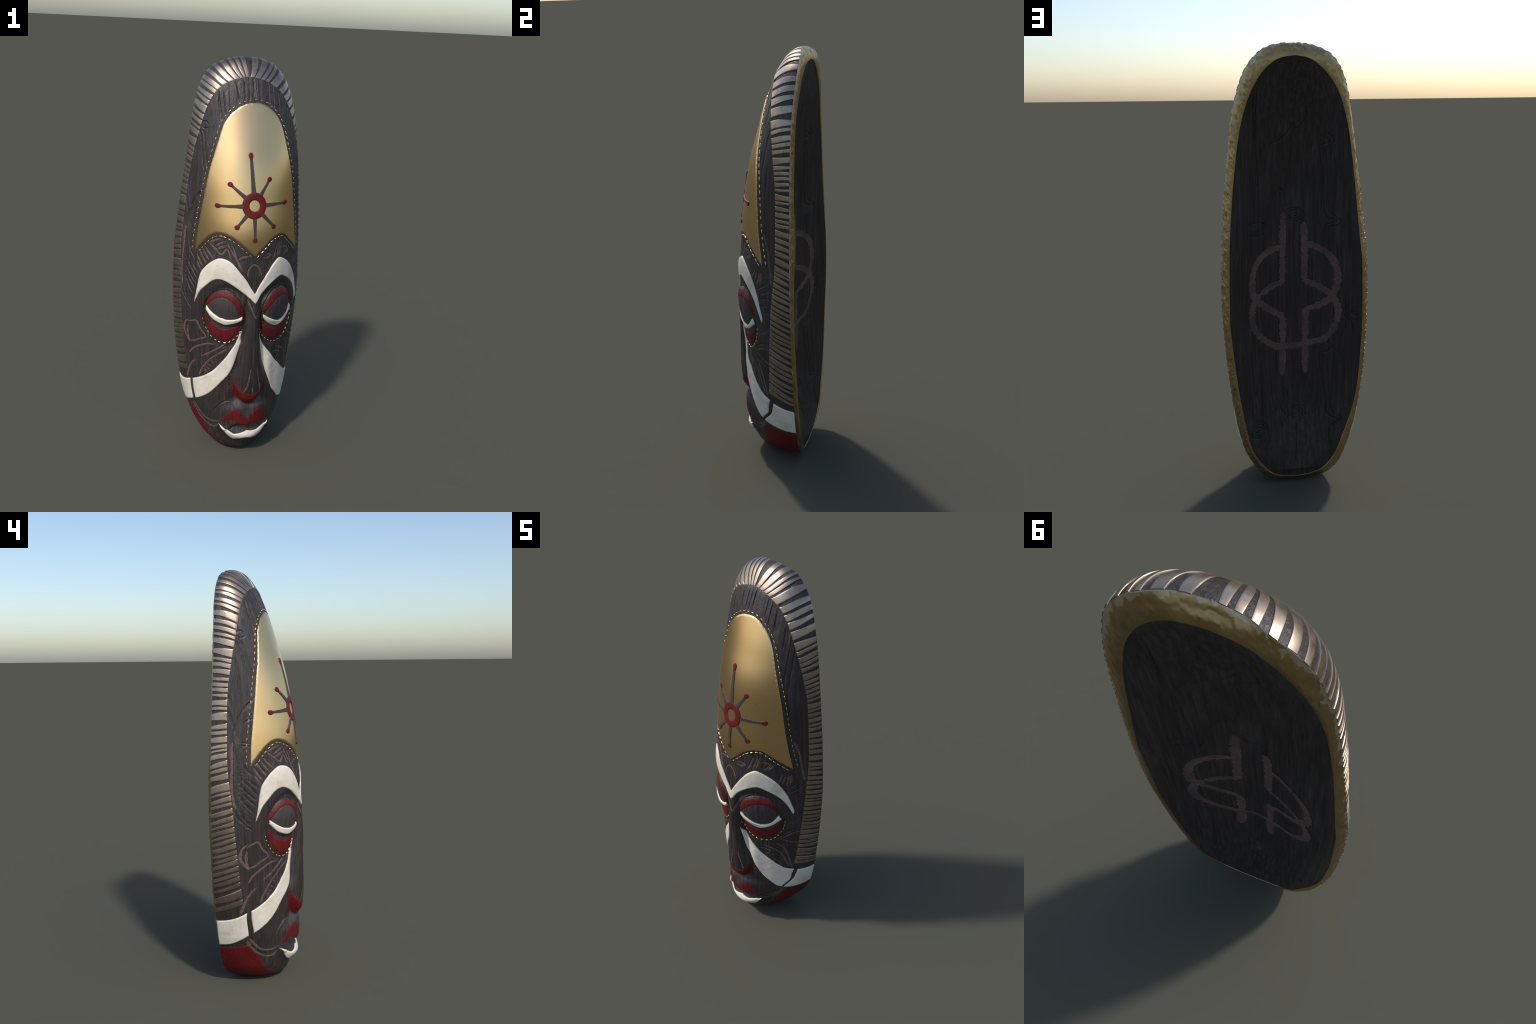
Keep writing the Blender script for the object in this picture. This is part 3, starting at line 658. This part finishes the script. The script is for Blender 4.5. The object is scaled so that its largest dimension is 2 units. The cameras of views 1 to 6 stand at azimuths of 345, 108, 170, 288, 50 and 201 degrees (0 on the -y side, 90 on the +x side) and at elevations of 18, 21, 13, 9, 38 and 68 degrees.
field('lower_eye_paint', [EYE_LOW_L, [(-.031,.764),(-.050,.752),(-.078,.737),(-.103,.728),(-.128,.726),(-.152,.738),(-.176,.754),(-.191,.777),(-.200,.806)]], RED, **paint)
field('lower_eye_paint', [EYE_LOW_R, [(.238,.780),(.229,.753),(.211,.731),(.192,.719),(.166,.712),(.137,.713),(.110,.726),(.088,.745),(.068,.772)]], RED, **paint)
field('eyelid_edge', [[(-.198,.838),(-.185,.821),(-.166,.805),(-.142,.792),(-.110,.785),(-.076,.788),(-.055,.793),(-.036,.800)],
   [(-.036,.800),(-.034,.783)], [(-.034,.783),(-.061,.770),(-.091,.761),(-.116,.757),(-.140,.763),(-.168,.777),(-.187,.797),(-.199,.818)], [(-.199,.818),(-.198,.838)]], WHITE, .0070, .0034, .006)
field('eyelid_edge', [[(.070,.806),(.096,.788),(.125,.770),(.148,.757),(.170,.751),(.191,.757),(.211,.774),(.224,.795),(.232,.814)],
   [(.232,.814),(.239,.788)], [(.239,.788),(.225,.770),(.206,.748),(.178,.731),(.147,.727),(.120,.738),(.092,.760),(.070,.789)], [(.070,.789),(.070,.806)]], WHITE, .0070, .0034, .006)
field('nose_paint', [[(-.062,.470),(-.068,.436),(-.068,.404),(-.058,.368),(-.040,.343),(-.012,.327),(.022,.322),(.056,.329),(.080,.346),(.096,.372),(.105,.410),(.104,.462)],
   [(.104,.462),(.096,.428),(.083,.404),(.064,.388),(.044,.382),(.005,.385),(-.026,.399),(-.046,.418),(-.057,.440),(-.062,.470)]], RED, **paint)
field('upper_lip', [[(-.122,.198),(-.102,.230),(-.078,.265),(-.051,.285),(-.033,.279),(-.011,.255),(.018,.222),(.029,.243),(.051,.272),(.076,.279),(.109,.244),(.142,.197)],
   [(.142,.197),(.107,.212),(.083,.199),(.060,.188),(.024,.172),(-.004,.183),(-.034,.211),(-.065,.224),(-.093,.212),(-.122,.198)]], RED, **paint)
field('lower_lip', [[(-.123,.181),(-.100,.166),(-.052,.137)], [(-.052,.137),(-.022,.142),(.003,.147),(.020,.151),(.041,.147),(.070,.147)], [(.070,.147),(.102,.158),(.137,.175)],
   [(.137,.175),(.116,.142),(.096,.116),(.070,.100)], [(.070,.100),(.044,.106),(.010,.116),(-.022,.108),(-.046,.097)], [(-.046,.097),(-.072,.116),(-.100,.150),(-.123,.181)]], WHITE, .0050, .0036, .005)
field('jaw_paint', [[(-.285,.184),(-.252,.206),(-.240,.219),(-.227,.221)], [(-.227,.221),(-.208,.186),(-.188,.153),(-.160,.100),(-.120,.056),(-.07,.030),(-.055,.012)],
   [(-.055,.012),(-.12,.0125),(-.20,.045),(-.25,.107),(-.285,.184)]], RED, **paint)
field('jaw_paint', [[(.285,.205),(.247,.222),(.222,.236),(.206,.228)], [(.206,.228),(.190,.180),(.165,.120),(.125,.066),(.085,.035),(.05,.012)],
   [(.05,.012),(.12,.013),(.18,.036),(.23,.088),(.28,.180),(.285,.205)]], RED, **paint)

# ------------------------------------------------------------------ silver bands around the edge
STOP = 2*S_OUT[-1]
def row_point(s, rho_):
    """point on the shell: s runs up the viewer's left outline, over the crown and down the right"""
    side = np.where(s <= S_OUT[-1], -1., 1.); q = np.where(s <= S_OUT[-1], s, STOP-s)
    x, z = row_xz(np.interp(q, S_OUT, Z_OUT), rho_, side)
    return np.stack([x, face_y(x, z), z], -1)
s0 = np.interp(.395, Z_OUT, S_OUT); s1 = STOP-s0
pitch_by_z = curve((.4, .033), (.7, .0305), (1.1, .0300), (1.45, .0285), (1.65, .033), (1.8, .038), (1.95, .040), (2.0, .044))
TILT = curve((.3, .034), (.7, .028), (.9, .024), (1.1, .018), (1.3, .006), (1.45, 0), (1.6, -.008), (1.75, -.012), (1.9, -.004), (1.96, 0), (2.0, 0))
s = s0; k = 0
while s < s1-.012:
    q = s if s <= S_OUT[-1] else STOP-s; zc = float(np.interp(q, S_OUT, Z_OUT))
    p = float(pitch_by_z(zc))*rng.uniform(.60, 1.36)*(1.45 if rng.random() < .07 else 1)
    p = min(p, s1-s)
    sgn = 1 if s <= S_OUT[-1] else -1
    gap_in = rng.uniform(.16, .30)*p if zc < 1.6 else rng.uniform(.16, .26)*p
    gap_rim = rng.uniform(.36, .60)*p; shift = rng.uniform(.05, .5) if sgn > 0 else rng.uniform(.5, .95)
    nr_, nw_ = 9, 22
    t = np.array([0, .045, .10, .3, .5, .7, .90, .955, 1])[:, None]; ww = np.linspace(0, 1, nw_)[None, :]        # ww: rim -> inner end
    mid_s = s+p/2
    gap = gap_rim+(gap_in-gap_rim)*ww**.7
    lo_e = s+gap*shift+.0012*np.sin(ww*5+k); hi_e = s+p-gap*(1-shift)+.0010*np.sin(ww*4+k*1.7)
    ss = lo_e+(hi_e-lo_e)*t
    zrow = np.interp(np.where(ss <= S_OUT[-1], ss, STOP-ss), S_OUT, Z_OUT)
    cc = np.sqrt(1-RHO_IN(zrow)**2)*ww**.9; rr = np.sqrt(1-cc*cc)
    ss = ss+np.where(ss <= S_OUT[-1], 1, -1)*TILT(zrow)*ww
    P = row_point(ss, rr)
    e = 4e-4
    A = row_point(ss+e, rr)-row_point(ss-e, rr); B = row_point(ss, np.clip(rr+1e-3, 0, 1))-row_point(ss, rr-1e-3)
    N = np.cross(A, B); N /= np.maximum(np.linalg.norm(N, axis=-1, keepdims=True), 1e-12)
    N *= np.where((N[..., :1]*P[..., :1]+(-N[..., 1:2])*.15+(P[..., 2:]-1)*N[..., 2:]*.3) < 0, -1, 1)
    edge = np.minimum(np.minimum(t, 1-t)*12, 1)*np.minimum((1-ww)*24, 1)
    off = .0022*(.2+.8*np.sqrt(np.clip(1-(1-edge)**2, 0, 1)))
    top = P+N*off[..., None]; low = P-N*.004
    VV = np.concatenate([top.reshape(-1, 3), low.reshape(-1, 3)])
    f = grid_faces(nr_, nw_); idx = np.arange(nr_*nw_).reshape(nr_, nw_)
    ringi = np.r_[idx[0], idx[1:, -1], idx[-1, -2::-1], idx[-2:0:-1, 0]]
    M = nr_*nw_; rn = np.roll(ringi, -1)
    walls = np.stack([ringi, ringi+M, rn+M, rn], -1)
    allf = np.vstack([f, walls])
    a, b, c = VV[f[30][0]], VV[f[30][1]], VV[f[30][2]]
    if np.dot(np.cross(b-a, c-a), N.reshape(-1, 3)[f[30][0]]) < 0: allf = allf[:, ::-1]
    mesh_object('silver_band', VV, allf, SILVER, auto=40)
    s += p; k += 1

# ------------------------------------------------------------------ gold stitches
def stitch_mesh(L=.0165, Wd=.0046, H=.0036):
    nx, ny = 9, 7; a = np.linspace(-1, 1, nx)[:, None]; b = np.linspace(-1, 1, ny)[None]
    x = L/2*np.sign(a)*np.abs(a)**.8+0*b; y = Wd/2*b*np.sqrt(np.clip(1-.55*a**4, 0, 1))
    z = H*np.sqrt(np.clip(1-b**2, 0, 1)*np.clip(1-a**6, 0, 1))-.0012
    return np.stack([x, y, z], -1).reshape(-1, 3), grid_faces(nx, ny)
sv, sf = stitch_mesh(); stitch_data = None; n_st = 0
def stitches(line, offset, pitch, size=1.):
    """dashes along a curve, offset sideways in the surface"""
    global stitch_data, n_st
    from mathutils import Matrix
    p = smooth_line(line, .002); t = np.gradient(p, axis=0); t /= np.linalg.norm(t, axis=1, keepdims=True)
    p = p+np.c_[-t[:, 1], t[:, 0]]*offset
    Y = face_y(p[:, 0], p[:, 1]); P3 = np.c_[p[:, 0], Y, p[:, 1]]
    sl = np.r_[0, np.cumsum(np.linalg.norm(np.diff(P3, axis=0), axis=1))]
    for d in np.arange(pitch*.5, sl[-1], pitch):
        d = d+rng.uniform(-.1, .1)*pitch
        x, z = np.interp(d, sl, p[:, 0]), np.interp(d, sl, p[:, 1])
        Pc, N = front_frame(to_u(np.array([x]), np.array([z])), np.array([z])); Pc, N = Pc[0], N[0]
        T = np.array([np.interp(d+.004, sl, P3[:, k]) for k in range(3)])-np.array([np.interp(d-.004, sl, P3[:, k]) for k in range(3)])
        T -= N*(T@N); T /= np.linalg.norm(T); B = np.cross(N, T)
        if stitch_data is None:
            ob = mesh_object('stitch', sv, sf, GOLD); stitch_data = ob
        else:
            ob = stitch_data.copy(); bpy.context.collection.objects.link(ob)
        sc = size*rng.uniform(.85, 1.12)
        ob.matrix_world = Matrix(((T[0]*sc, B[0], N[0], Pc[0]), (T[1]*sc, B[1], N[1], Pc[1]), (T[2]*sc, B[2], N[2], Pc[2]), (0, 0, 0, 1)))
        ob.parent = mask; n_st += 1
stitches(PLATE_L, -.0125, .0285); stitches(PLATE_R, -.0125, .0285)
stitches(PLATE_BOT, -.0120, .0255); stitches(PLATE_BOT_R, -.0120, .0255)
stitches(EYE_LOW_L[1:-1], -.0135, .0250, .85); stitches(EYE_LOW_R[1:], -.0135, .0250, .85)
print('bands', k, 'stitches', n_st)
